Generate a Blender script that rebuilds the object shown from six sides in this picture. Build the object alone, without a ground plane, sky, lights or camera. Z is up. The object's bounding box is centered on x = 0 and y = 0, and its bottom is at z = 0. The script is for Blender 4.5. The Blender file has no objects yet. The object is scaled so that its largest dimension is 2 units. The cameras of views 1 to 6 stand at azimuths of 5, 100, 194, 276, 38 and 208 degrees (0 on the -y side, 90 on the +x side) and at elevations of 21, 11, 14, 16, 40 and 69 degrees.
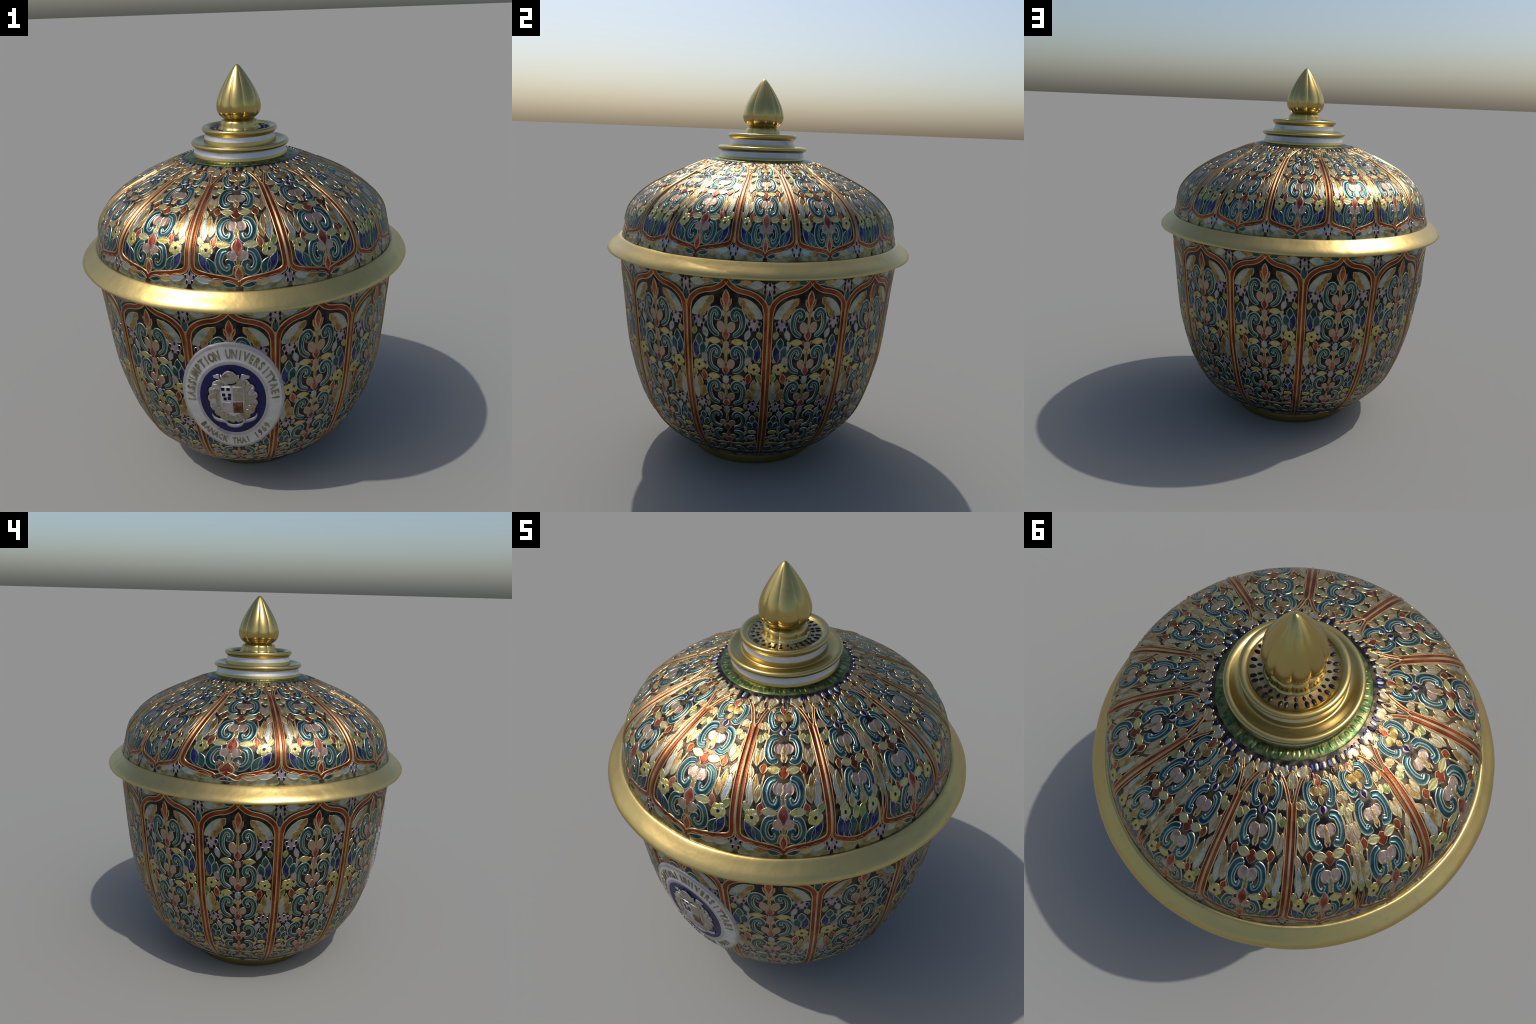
"""Lidded jar with an onion-bud finial, covered in raised floral enamel panels.

The vessel and the lid are lathe profiles.  Every ornament (scroll, petal, leaf,
blossom, border band) is a low cushion of enamel built by sweeping a cross-section
along a spine that lies on the lathe surface, with a raised metal rim around a
coloured fill.  A body panel is designed once and repeated twelve times; lid
panels follow their own, irregular, widths.
"""
import bpy
import math
import random
from math import pi, sin, cos, radians

random.seed(7)
scene = bpy.context.scene
COL = scene.collection


# ------------------------------------------------------------------ materials
def node_material(name):
    m = bpy.data.materials.new(name)
    m.use_nodes = True
    nt = m.node_tree
    nt.nodes.clear()
    out = nt.nodes.new("ShaderNodeOutputMaterial")
    bsdf = nt.nodes.new("ShaderNodeBsdfPrincipled")
    nt.links.new(bsdf.outputs[0], out.inputs[0])
    return m, nt, bsdf


def enamel(name, col, var, rough=0.37, metal=0.95, scale=22.0, bump=0.06, grain=0.12):
    """Glossy metallic enamel: two tones mixed by a cloudy noise that is shifted per piece."""
    m, nt, b = node_material(name)
    N, L = nt.nodes, nt.links
    tc = N.new("ShaderNodeTexCoord")
    oi = N.new("ShaderNodeObjectInfo")
    sh = N.new("ShaderNodeMath")
    sh.operation = "MULTIPLY"
    sh.inputs[1].default_value = 37.0
    L.new(oi.outputs["Random"], sh.inputs[0])
    add = N.new("ShaderNodeVectorMath")
    add.operation = "ADD"
    L.new(tc.outputs["Object"], add.inputs[0])
    L.new(sh.outputs[0], add.inputs[1])
    n1 = N.new("ShaderNodeTexNoise")
    n1.inputs["Scale"].default_value = scale
    n1.inputs["Detail"].default_value = 3.0
    L.new(add.outputs[0], n1.inputs["Vector"])
    ramp = N.new("ShaderNodeValToRGB")
    ramp.color_ramp.elements[0].position = 0.30
    ramp.color_ramp.elements[1].position = 0.72
    ramp.color_ramp.elements[0].color = (*[c * 0.62 for c in col], 1)
    ramp.color_ramp.elements[1].color = (*[c * 1.18 for c in var], 1)
    for at, tone in ((0.44, col), (0.58, var)):
        ramp.color_ramp.elements.new(at).color = (*tone, 1)
    L.new(n1.outputs[0], ramp.inputs[0])
    n2 = N.new("ShaderNodeTexNoise")
    n2.inputs["Scale"].default_value = 150.0
    n2.inputs["Detail"].default_value = 2.0
    L.new(add.outputs[0], n2.inputs["Vector"])
    mr = N.new("ShaderNodeMapRange")
    mr.inputs["From Min"].default_value = 0.3
    mr.inputs["From Max"].default_value = 0.7
    mr.inputs["To Min"].default_value = 1.0 - grain
    mr.inputs["To Max"].default_value = 1.0 + grain * 0.6
    L.new(n2.outputs[0], mr.inputs["Value"])
    mul = N.new("ShaderNodeVectorMath")
    mul.operation = "SCALE"
    L.new(ramp.outputs[0], mul.inputs[0])
    L.new(mr.outputs[0], mul.inputs["Scale"])
    L.new(mul.outputs[0], b.inputs["Base Color"])
    bp = N.new("ShaderNodeBump")
    bp.inputs["Strength"].default_value = bump
    bp.inputs["Distance"].default_value = 0.01
    L.new(n2.outputs[0], bp.inputs["Height"])
    L.new(bp.outputs[0], b.inputs["Normal"])
    b.inputs["Metallic"].default_value = metal
    b.inputs["Roughness"].default_value = rough
    return m


def gilding(name, col, var, rough=0.3, bump=0.25, wrinkle=9.0, tint=(0.30, 0.34, 0.16)):
    """Gold leaf: broad soft dents, greenish and rosy clouding, tiny pits."""
    m, nt, b = node_material(name)
    N, L = nt.nodes, nt.links
    tc = N.new("ShaderNodeTexCoord")
    n1 = N.new("ShaderNodeTexNoise")
    n1.inputs["Scale"].default_value = 5.0
    n1.inputs["Detail"].default_value = 4.0
    L.new(tc.outputs["Object"], n1.inputs["Vector"])
    r = N.new("ShaderNodeValToRGB")
    r.color_ramp.elements[0].position = 0.35
    r.color_ramp.elements[0].color = (*col, 1)
    r.color_ramp.elements[1].position = 0.68
    r.color_ramp.elements[1].color = (*var, 1)
    L.new(n1.outputs[0], r.inputs[0])
    n3 = N.new("ShaderNodeTexNoise")
    n3.inputs["Scale"].default_value = 26.0
    n3.inputs["Detail"].default_value = 3.0
    L.new(tc.outputs["Object"], n3.inputs["Vector"])
    spot = N.new("ShaderNodeMapRange")
    spot.inputs["From Min"].default_value = 0.62
    spot.inputs["From Max"].default_value = 0.74
    spot.inputs["To Max"].default_value = 0.55
    L.new(n3.outputs[0], spot.inputs["Value"])
    mx = N.new("ShaderNodeMix")
    mx.data_type = "RGBA"
    mx.inputs[7].default_value = (*tint, 1)
    L.new(spot.outputs[0], mx.inputs[0])
    L.new(r.outputs[0], mx.inputs[6])
    L.new(mx.outputs[2], b.inputs["Base Color"])
    n2 = N.new("ShaderNodeTexNoise")
    n2.inputs["Scale"].default_value = wrinkle
    n2.inputs["Detail"].default_value = 3.0
    L.new(tc.outputs["Object"], n2.inputs["Vector"])
    bp = N.new("ShaderNodeBump")
    bp.inputs["Strength"].default_value = bump
    bp.inputs["Distance"].default_value = 0.02
    L.new(n2.outputs[0], bp.inputs["Height"])
    L.new(bp.outputs[0], b.inputs["Normal"])
    mr = N.new("ShaderNodeMapRange")
    mr.inputs["To Min"].default_value = rough - 0.05
    mr.inputs["To Max"].default_value = rough + 0.08
    L.new(n1.outputs[0], mr.inputs["Value"])
    L.new(mr.outputs[0], b.inputs["Roughness"])
    b.inputs["Metallic"].default_value = 1.0
    return m


M = dict(
    black=enamel("black_lacquer", (0.019, 0.019, 0.021), (0.044, 0.039, 0.035), scale=24),
    umber=enamel("umber_ground", (0.020, 0.019, 0.020), (0.095, 0.070, 0.040), scale=30),
    red=enamel("brick_red_enamel", (0.160, 0.034, 0.014), (0.25, 0.064, 0.023), scale=9),
    cord=enamel("rosy_gold_cord", (0.47, 0.29, 0.13), (0.48, 0.34, 0.18), scale=9),
    olive=enamel("olive_ground", (0.17, 0.15, 0.075), (0.24, 0.24, 0.155), scale=30),
    pale=enamel("pale_celadon_wire", (0.32, 0.385, 0.325), (0.40, 0.385, 0.27), scale=16),
    teal=enamel("teal_enamel", (0.019, 0.058, 0.068), (0.044, 0.092, 0.084), scale=18),
    aqua=enamel("aqua_vein", (0.17, 0.27, 0.26), (0.24, 0.30, 0.26), scale=18),
    pink=enamel("blush_enamel", (0.38, 0.26, 0.205), (0.335, 0.255, 0.20), scale=26),
    yellow=enamel("straw_yellow_enamel", (0.48, 0.41, 0.13), (0.39, 0.36, 0.18), scale=28),
    ochre=enamel("ochre_enamel", (0.25, 0.155, 0.045), (0.34, 0.24, 0.10), scale=26),
    beige=enamel("beige_enamel", (0.42, 0.31, 0.165), (0.36, 0.31, 0.19), scale=20),
    sky=enamel("pale_blue_enamel", (0.29, 0.355, 0.36), (0.35, 0.36, 0.29), scale=26),
    lilac=enamel("lilac_enamel", (0.32, 0.265, 0.285), (0.35, 0.30, 0.27), scale=20),
    dot=enamel("midnight_enamel", (0.014, 0.010, 0.032), (0.020, 0.015, 0.040), scale=20),
    blue=enamel("cobalt_enamel", (0.024, 0.026, 0.115), (0.050, 0.065, 0.13), scale=24),
    green=enamel("leaf_green_enamel", (0.19, 0.235, 0.075), (0.28, 0.28, 0.13), scale=20),
    crimson=enamel("crimson_enamel", (0.225, 0.042, 0.026), (0.30, 0.095, 0.055), scale=20),
    mist=enamel("misty_gold_enamel", (0.34, 0.215, 0.075), (0.38, 0.35, 0.23), scale=30),
    deepgreen=enamel("slate_green_enamel", (0.022, 0.068, 0.072), (0.040, 0.085, 0.10), scale=20),
    verdant=enamel("emerald_ring_enamel", (0.050, 0.105, 0.034), (0.16, 0.155, 0.065), scale=40),
    white=enamel("white_glaze", (0.52, 0.51, 0.52), (0.56, 0.55, 0.53), scale=8, rough=0.42, metal=0.8, grain=0.06, bump=0.04),
    seal=enamel("seal_white", (0.58, 0.58, 0.59), (0.52, 0.52, 0.52), scale=9, rough=0.45, metal=0.8, grain=0.08, bump=0.05),
    sealrim=enamel("seal_lilac_white", (0.38, 0.35, 0.39), (0.42, 0.40, 0.38), scale=9, rough=0.45, metal=0.8, grain=0.08),
    navy=enamel("seal_navy", (0.022, 0.021, 0.125), (0.020, 0.020, 0.075), scale=9, metal=0.8, rough=0.45),
    stone=enamel("seal_stone", (0.34, 0.315, 0.26), (0.29, 0.27, 0.19), scale=20, metal=0.8, rough=0.45),
    ink=enamel("seal_bronze_ink", (0.22, 0.19, 0.125), (0.28, 0.25, 0.17), scale=14, metal=0.8, rough=0.45),
    brown=enamel("seal_brown", (0.10, 0.040, 0.016), (0.18, 0.09, 0.045), scale=40, metal=0.8, rough=0.45),
    gold=gilding("rim_gold", (0.51, 0.385, 0.145), (0.54, 0.40, 0.155), rough=0.31, bump=0.13, tint=(0.33, 0.33, 0.16)),
    budgold=gilding("bud_gold", (0.46, 0.345, 0.12), (0.50, 0.39, 0.15), rough=0.24, bump=0.06),
    footgold=gilding("foot_gold", (0.34, 0.26, 0.08), (0.40, 0.32, 0.12), rough=0.36, bump=0.2),
)


# ------------------------------------------------------------------- profiles
class Lathe:
    """Monotone profile r(z) with arc length, for wrapping ornaments on it."""

    def __init__(self, pts, n=600):
        self.z0, self.z1 = pts[0][0], pts[-1][0]
        self.n = n
        zs = [p[0] for p in pts]
        rs = [p[1] for p in pts]
        d = [(rs[i + 1] - rs[i]) / (zs[i + 1] - zs[i]) for i in range(len(zs) - 1)]
        m = [d[0]] + [0.0] * (len(zs) - 2) + [d[-1]]
        for i in range(1, len(zs) - 1):
            if d[i - 1] * d[i] > 0:
                h0, h1 = zs[i] - zs[i - 1], zs[i + 1] - zs[i]
                w1, w2 = 2 * h1 + h0, h1 + 2 * h0
                m[i] = (w1 + w2) / (w1 / d[i - 1] + w2 / d[i])
        self.tab, self.arc = [], [0.0]
        for k in range(n + 1):
            z = self.z0 + (self.z1 - self.z0) * k / n
            i = max(j for j in range(len(zs) - 1) if zs[j] <= z + 1e-12)
            h = zs[i + 1] - zs[i]
            t = (z - zs[i]) / h
            r = ((2 * t**3 - 3 * t**2 + 1) * rs[i] + (t**3 - 2 * t**2 + t) * h * m[i]
                 + (3 * t**2 - 2 * t**3) * rs[i + 1] + (t**3 - t**2) * h * m[i + 1])
            self.tab.append(r)
            if k:
                self.arc.append(self.arc[-1] + math.hypot(r - self.tab[-2], (self.z1 - self.z0) / n))

    def r(self, z):
        f = min(max((z - self.z0) / (self.z1 - self.z0) * self.n, 0), self.n - 1e-6)
        i = int(f)
        return self.tab[i] + (self.tab[i + 1] - self.tab[i]) * (f - i)

    def y(self, z):
        f = (z - self.z0) / (self.z1 - self.z0) * self.n
        i = int(min(max(f, 0), self.n - 1))
        return self.arc[i] + (self.arc[i + 1] - self.arc[i]) * (f - i)

    def z(self, y):
        lo, hi = 0, self.n
        if y <= 0:
            return self.z0 + y
        if y >= self.arc[-1]:
            return self.z1 + (y - self.arc[-1]) * 0.3
        while hi - lo > 1:
            mid = (lo + hi) // 2
            if self.arc[mid] <= y:
                lo = mid
            else:
                hi = mid
        f = lo + (y - self.arc[lo]) / (self.arc[hi] - self.arc[lo])
        return self.z0 + (self.z1 - self.z0) * f / self.n

    def bulge(self, phi, z):
        """Soft swelling of the body wall that the potter left on one side."""
        if self is not BODY:
            return 0.0
        a = (phi - radians(180) + pi) % (2 * pi) - pi
        return 0.012 * math.exp(-(a / 0.14) ** 2 - ((z - 0.84) / 0.10) ** 2)

    def point(self, phi, z, h):
        h = h + self.bulge(phi, z)
        e = 0.004
        dr = (self.r(min(z + e, self.z1)) - self.r(max(z - e, self.z0))) / (min(z + e, self.z1) - max(z - e, self.z0))
        k = 1 / math.hypot(1, dr)
        rr = self.r(z) + h * k
        return (rr * cos(phi), rr * sin(phi), z - h * dr * k)


BODY = Lathe([(0.073, 0.349), (0.0765, 0.3800), (0.082, 0.4010), (0.092, 0.4220), (0.13, 0.4710), (0.18, 0.5210), (0.24, 0.5700), (0.30, 0.6055),
              (0.38, 0.6375), (0.48, 0.6665), (0.60, 0.6935), (0.75, 0.7105), (0.90, 0.7235), (1.05, 0.7370), (1.13, 0.7405)])
LID = Lathe([(1.165, 0.7345), (1.20, 0.7255), (1.24, 0.7155), (1.28, 0.7080), (1.32, 0.6950), (1.36, 0.6690), (1.40, 0.6305),
             (1.44, 0.577), (1.48, 0.505), (1.52, 0.4190), (1.556, 0.337), (1.578, 0.275), (1.586, 0.246)])


# ---------------------------------------------------------------- mesh helper
class Piece:
    def __init__(self, name):
        self.name, self.v, self.f, self.m, self.mats = name, [], [], [], []

    def slot(self, key):
        if key not in self.mats:
            self.mats.append(key)
        return self.mats.index(key)

    def grid(self, rows, keys, closed=False):
        """rows of equal length; keys(i, j) names the material of the face between."""
        base, n = len(self.v), len(rows[0])
        for r in rows:
            self.v.extend(r)
        for i in range(len(rows) - 1):
            for j in range(n if closed else n - 1):
                a, b = base + i * n + j, base + i * n + (j + 1) % n
                self.f.append((a, b, b + n, a + n))
                self.m.append(self.slot(keys(i, j)))

    def mesh(self):
        me = bpy.data.meshes.new(self.name)
        me.from_pydata(self.v, [], self.f)
        for k in self.mats:
            me.materials.append(M[k])
        for p, k in zip(me.polygons, self.m):
            p.material_index = k
            p.use_smooth = True
        me.validate()
        me.update()
        return me


def put(name, mesh, parent, turn=0.0):
    o = bpy.data.objects.new(name, mesh)
    COL.objects.link(o)
    o.parent = parent
    o.rotation_euler[2] = turn
    return o


def lathe_mesh(name, prof, key, seg=192, wobble=None):
    """Surface of revolution; prof is a list of (r, z) or (r, z, material of the face above)."""
    p = Piece(name)
    rows, mats = [], []
    for q in prof:
        row = []
        for k in range(seg):
            a = 2 * pi * k / seg
            r = q[0] + (wobble(a, q[0], q[1]) if wobble else 0)
            row.append((r * cos(a), r * sin(a), q[1]))
        rows.append(row)
        mats.append(q[2] if len(q) > 2 else key)
    p.grid(rows, lambda i, j: mats[i], closed=True)
    return p.mesh()


def smooth_line(pts, per=6):
    """Catmull-Rom through the points."""
    out = []
    for i in range(len(pts) - 1):
        p0 = pts[max(i - 1, 0)]
        p1, p2 = pts[i], pts[i + 1]
        p3 = pts[min(i + 2, len(pts) - 1)]
        for k in range(per):
            t = k / per
            out.append(tuple(0.5 * (2 * b + (c - a) * t + (2 * a - 5 * b + 4 * c - d) * t * t + (3 * b - a - 3 * c + d) * t**3)
                             for a, b, c, d in zip(p0, p1, p2, p3)))
    out.append(tuple(pts[-1]))
    return out


# ------------------------------------------------------------- ornament frame
class Panel:
    """Maps panel coordinates (s in -1..1 across, z up) to the lathe surface."""

    def __init__(self, lathe, left, right, ref):
        self.lathe, self.left, self.right, self.ref = lathe, left, right, ref

    def xy(self, s, z):
        return (s * self.ref * self.lathe.r(z), self.lathe.y(z))

    def world(self, x, y, h):
        z = self.lathe.z(y)
        s = x / (self.ref * self.lathe.r(z))
        a, b = self.left(z), self.right(z)
        return self.lathe.point((a + b) / 2 + s * (b - a) / 2, z, h)


RELIEF = 0.0031
GROW = [1.30, 1.50, 1.42]   # length, width of blobs and width of scrolls: pieces nearly touch


def sweep(piece, panel, line, widths, rim, fill, edge, wire=0.0042, height=RELIEF, vein=None, hollow=False, caps=True, side=1):
    """A cushion of enamel along `line` (metric x, y): raised wire of thickness `wire`, coloured fill."""
    n = len(line)
    rows = []
    for i, (x, y) in enumerate(line):
        x0, y0 = line[max(i - 1, 0)]
        x1, y1 = line[min(i + 1, n - 1)]
        d = math.hypot(x1 - x0, y1 - y0) or 1
        nx, ny = -(y1 - y0) / d, (x1 - x0) / d
        w = widths[i]
        e = max(w - wire, w * 0.35)
        if vein:
            us = tuple(q * side for q in (-w, -0.5 * (w + e), -e, -0.4 * e, 0.10 * e, 0.18 * e, 0.46 * e, 0.55 * e, e, 0.5 * (w + e), w)[::side])
            hs = (-0.3, 1.0, 0.62, 0.80, 0.72, 0.95, 0.95, 0.70, 0.60, 1.0, -0.3)[::side]
        elif hollow:
            us = (-w, -0.5 * (w + e), -e, -0.4 * e, 0.4 * e, e, 0.5 * (w + e), w)
            hs = (-0.3, 1.0, 0.55, 0.45, 0.45, 0.55, 1.0, -0.3)
        else:
            us = (-w, -0.5 * (w + e), -e, -0.45 * e, 0.45 * e, e, 0.5 * (w + e), w)
            hs = (-0.3, 1.0, 0.62, 0.82, 0.82, 0.62, 1.0, -0.3)
        k = 1.0
        if caps and (i == 0 or i == n - 1):
            k = 0.0
        rows.append([panel.world(x + nx * u, y + ny * u, height * (hh if k else -0.3)) for u, hh in zip(us, hs)])
    m = len(rows[0]) - 1

    def key(i, j):
        if j < 2 or j >= m - 2 or (caps and (i < 1 or i >= n - 2)):
            return edge
        if vein and j in ((4, 5, 6) if side > 0 else (3, 4, 5)):
            return vein
        return fill

    piece.grid(rows, key)


def band_widths(n, w, head=0.5, tail=0.5):
    """Rounded ends, optionally narrower at the head or the tail."""
    out = []
    for i in range(n):
        t = i / (n - 1)
        k = head + (tail - head) * t
        e = min(t, 1 - t)
        out.append(max(w * k * min(1, math.sqrt(max(1 - (1 - min(e / 0.09, 1)) ** 2, 0))), 0.0006))
    return out


def stroke(piece, panel, pts, w, fill, edge, head=1.0, tail=1.0, per=6, **kw):
    line = smooth_line([panel.xy(*p) for p in pts], per)
    sweep(piece, panel, line, band_widths(len(line), w, head, tail), None, fill, edge, **kw)


def blob(piece, panel, at, length, width, angle, fill, edge, shape="leaf", rows=11, grow=True, **kw):
    """Single petal / leaf / drop / dot.  angle 0 points up, positive leans to +s."""
    if grow:
        length, width = length * GROW[0], width * GROW[1]
    kw.setdefault("wire", 0.0046)
    cx, cy = panel.xy(*at)
    a = radians(angle)
    line, ws = [], []
    for i in range(rows):
        t = 0.5 - 0.5 * cos(pi * i / (rows - 1))
        d = (t - 0.5) * length
        line.append((cx + sin(a) * d, cy + cos(a) * d))
        if shape == "round":
            k = math.sqrt(max(1 - (2 * t - 1) ** 2, 0))
        elif shape == "leaf":
            k = sin(pi * t) ** 0.85
        elif shape == "drop":
            k = 1.55 * math.sqrt(t + 1e-6) * (1 - t) ** 0.9 * 1.0
        else:
            k = 1.55 * math.sqrt(1 - t + 1e-6) * t ** 0.9
        ws.append(max(width / 2 * min(k, 1), 0.0005))
    sweep(piece, panel, line, ws, None, fill, edge, **kw)


def blossom(panel, at, size, squash=1.0, dots=5, phase=0.0):
    """Lilac flower with a ring of midnight dots."""
    p = Piece("lilac_blossom")
    blob(p, panel, at, size * 1.75 * squash, size * 1.5, 0, "lilac", "lilac", "round", height=RELIEF * 0.6)
    cx, cy = panel.xy(*at)
    for k in range(dots):
        a = 2 * pi * k / dots + phase
        x, y = cx + sin(a) * size * 0.95, cy + cos(a) * size * 0.95 * squash
        z = panel.lathe.z(y)
        s = x / (panel.ref * panel.lathe.r(z))
        blob(p, panel, (s, z), size * 0.68 * squash, size * 0.60, 0, "dot", "lilac", "round", rows=8, wire=0.0048, height=RELIEF * 1.1)
    return p


def yellow_flower(panel, at, size, squash=1.0):
    p = Piece("yellow_blossom")
    cx, cy = panel.xy(*at)
    for k in range(5):
        a = 2 * pi * k / 5 + 0.4
        x, y = cx + sin(a) * size * 0.58, cy + cos(a) * size * 0.58 * squash
        z = panel.lathe.z(y)
        s = x / (panel.ref * panel.lathe.r(z))
        blob(p, panel, (s, z), size * 1.0 * squash, size * 0.86, 0, "yellow", "yellow", "round", rows=8)
    blob(p, panel, at, size * 0.42 * squash, size * 0.42, 0, "dot", "beige", "round", rows=8, height=RELIEF * 1.3, wire=0.002)
    return p


def single(name, fn):
    p = Piece(name)
    fn(p)
    return p


def scroll(panel, pts, w, head=0.78, tail=1.0):
    p = Piece("scroll")
    inward = 1 if pts[2][0] > 0 and pts[0][1] < pts[2][1] or pts[2][0] < 0 and pts[0][1] > pts[2][1] else -1
    stroke(p, panel, pts, w * GROW[2], "teal", "pale", head=head, tail=tail, vein="aqua", wire=0.0050, side=inward)
    return p


def mirror(pts):
    return [(-s, z) for s, z in pts]


# ----------------------------------------------------------------- body panel
def body_panel(panel):
    """List of (piece, centre z, reach) for one of the twelve equal panels."""
    out = []

    def add(piece, s, z):
        out.append((piece, s, z))

    def leaf(at, ln, wd, ang, fill, edge, shape="leaf", name="leaf", both=True, **kw):
        for k in ((1, -1) if both else (1,)):
            add(single(name, lambda p: blob(p, panel, (at[0] * k, at[1]), ln, wd, ang * k, fill, edge, shape, **kw)), at[0] * k, at[1])

    # border band: up the side, over the ogee arch, down the other side
    side = [(0.925, 0.088), (0.94, 0.12), (0.945, 0.25), (0.947, 0.5), (0.947, 0.75), (0.942, 0.92), (0.928, 0.962), (0.872, 0.991),
            (0.72, 1.020), (0.53, 1.037), (0.30, 1.047), (0.13, 1.065), (0.0, 1.092)]
    p = Piece("border_band")
    for k in (1, -1):
        line = smooth_line([panel.xy(s * k, z) for s, z in side], 9)
        ws = [0.0122 + (0.0022 if y > panel.lathe.y(0.95) else 0) for _, y in line]
        sweep(p, panel, line, ws, None, "red", "cord", wire=0.0054, height=0.005, hollow=True, caps=False)
    add(p, 0, 9)
    # gilt cord shared with the neighbour
    p = Piece("border_cord")
    line = smooth_line([panel.xy(1.0, z) for z in (0.089, 0.2, 0.4, 0.6, 0.8, 0.985)], 7)
    sweep(p, panel, line, [0.0045] * len(line), None, "cord", "cord", height=0.0075, caps=False)
    add(p, 0, 9)
    # thin dark pieces: spandrel above the valley between two arches
    sp = Piece("spandrel_field")
    for k in (1, -1):
        stroke(sp, panel, [(s * k, z) for s, z in ((0.10, 1.094), (0.30, 1.078), (0.55, 1.066), (0.80, 1.052), (0.97, 1.030))], 0.020, "olive", "deepgreen", head=0.55, tail=0.9, height=0.0022)
    blob(sp, panel, (1.0, 1.018), 0.060, 0.040, 0, "deepgreen", "beige", "drop", height=0.003)
    add(sp, 0, 9)
    pb = blossom(panel, (1.0, 1.056), 0.0245, 1.0, 6)
    add(pb, 0, 9)
    leaf((0.70, 1.074), 0.060, 0.030, 84, "sky", "beige")
    leaf((0.46, 1.085), 0.046, 0.022, 96, "ochre", "beige")
    leaf((0.245, 1.088), 0.050, 0.022, 80, "teal", "pale")

    # flame trefoil and stem
    tre = Piece("flame_trefoil")
    for k in (1, -1):
        blob(tre, panel, (0.090 * k, 0.988), 0.046, 0.032, 20 * k, "crimson", "cord", "drop", grow=False, wire=0.007)
    blob(tre, panel, (0, 1.008), 0.086, 0.038, 0, "crimson", "cord", "leaf", grow=False, wire=0.007, height=RELIEF * 1.2)
    blob(tre, panel, (0, 0.966), 0.044, 0.032, 0, "beige", "cord", "round", grow=False)
    add(tre, 0, 1.0)

    # six tiers of paired scrolls, shrinking towards the foot
    tiers = [
        # tail, belly, crown ...               half width, petal (s, z), petal size, drop (z, length), stem
        ([(0.17, 0.826), (0.345, 0.853), (0.405, 0.893), (0.365, 0.936), (0.25, 0.952), (0.175, 0.935), (0.205, 0.915), (0.245, 0.920)], 0.0128,
         (0.125, 0.871), (0.052, 0.030), (0.833, 0.046), (0.915, 0.095)),
        ([(0.17, 0.650), (0.375, 0.672), (0.438, 0.716), (0.385, 0.755), (0.26, 0.769), (0.185, 0.751), (0.220, 0.731), (0.262, 0.738)], 0.0125,
         (0.125, 0.691), (0.046, 0.029), (0.660, 0.038), (0.738, 0.080)),
        ([(0.18, 0.482), (0.39, 0.501), (0.455, 0.545), (0.40, 0.583), (0.27, 0.595), (0.195, 0.577), (0.235, 0.558), (0.275, 0.567)], 0.0122,
         (0.130, 0.522), (0.042, 0.028), (0.488, 0.036), (0.560, 0.080)),
        ([(0.17, 0.346), (0.38, 0.355), (0.462, 0.386), (0.41, 0.417), (0.28, 0.428), (0.21, 0.414), (0.250, 0.400)], 0.0110,
         (0.132, 0.370), (0.034, 0.025), (0.347, 0.036), (0.408, 0.052)),
        ([(0.17, 0.318), (0.34, 0.317), (0.415, 0.291), (0.35, 0.264), (0.20, 0.255)], 0.0100,
         (0.125, 0.283), (0.034, 0.025), (0.262, 0.036), (0.308, 0.030)),
        ([(0.15, 0.205), (0.33, 0.205), (0.43, 0.175), (0.35, 0.146), (0.20, 0.148), (0.22, 0.168)], 0.0098,
         (0.090, 0.170), (0.030, 0.026), (0.232, 0.020), (0.205, 0.040)),
    ]
    for i, (pts, w, pet, size, drop, stem) in enumerate(tiers):
        for k in (1, -1):
            q = pts if k == 1 else mirror(pts)
            add(scroll(panel, q, w), q[2][0], q[2][1])
            add(single("petal", lambda p: blob(p, panel, (pet[0] * k, pet[1]), size[0] * 1.12, size[1] * 1.32, 14 * k, "pink", "beige", "round", grow=False)), pet[0] * k, pet[1])
        add(single("stem", lambda p: blob(p, panel, (0, stem[0]), stem[1], 0.017, 0, "ochre", "beige", "drop")), 0, stem[0])
        add(single("red_drop", lambda p: blob(p, panel, (0, drop[0]), drop[1], 0.027, 0, "crimson", "pink", "leaf", height=RELIEF * 1.2, wire=0.0085)), 0, drop[0])
    # yellow leaf pairs and little buds between the tiers
    for z, s, ln, wd in ((0.801, 0.285, 0.050, 0.024), (0.624, 0.305, 0.048, 0.024), (0.452, 0.300, 0.046, 0.021), (0.232, 0.26, 0.044, 0.015)):
        for k in (1, -1):
            add(single("yellow_leaf", lambda p: blob(p, panel, (s * k, z), ln, wd, 90 * k, "yellow", "beige", "leaf")), s * k, z)
    for z, c in ((0.784, "pink"), (0.612, "sky"), (0.446, "lilac")):
        bud = Piece("bud")
        blob(bud, panel, (0, z), 0.034, 0.022, 0, c, c, "round")
        for k in (1, -1):
            blob(bud, panel, (0.11 * k, z + 0.014), 0.017, 0.012, 20 * k, "dot" if c != "pink" else "red", "lilac" if c != "pink" else "cord", "round", wire=0.003)
        add(bud, 0, z)

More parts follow.
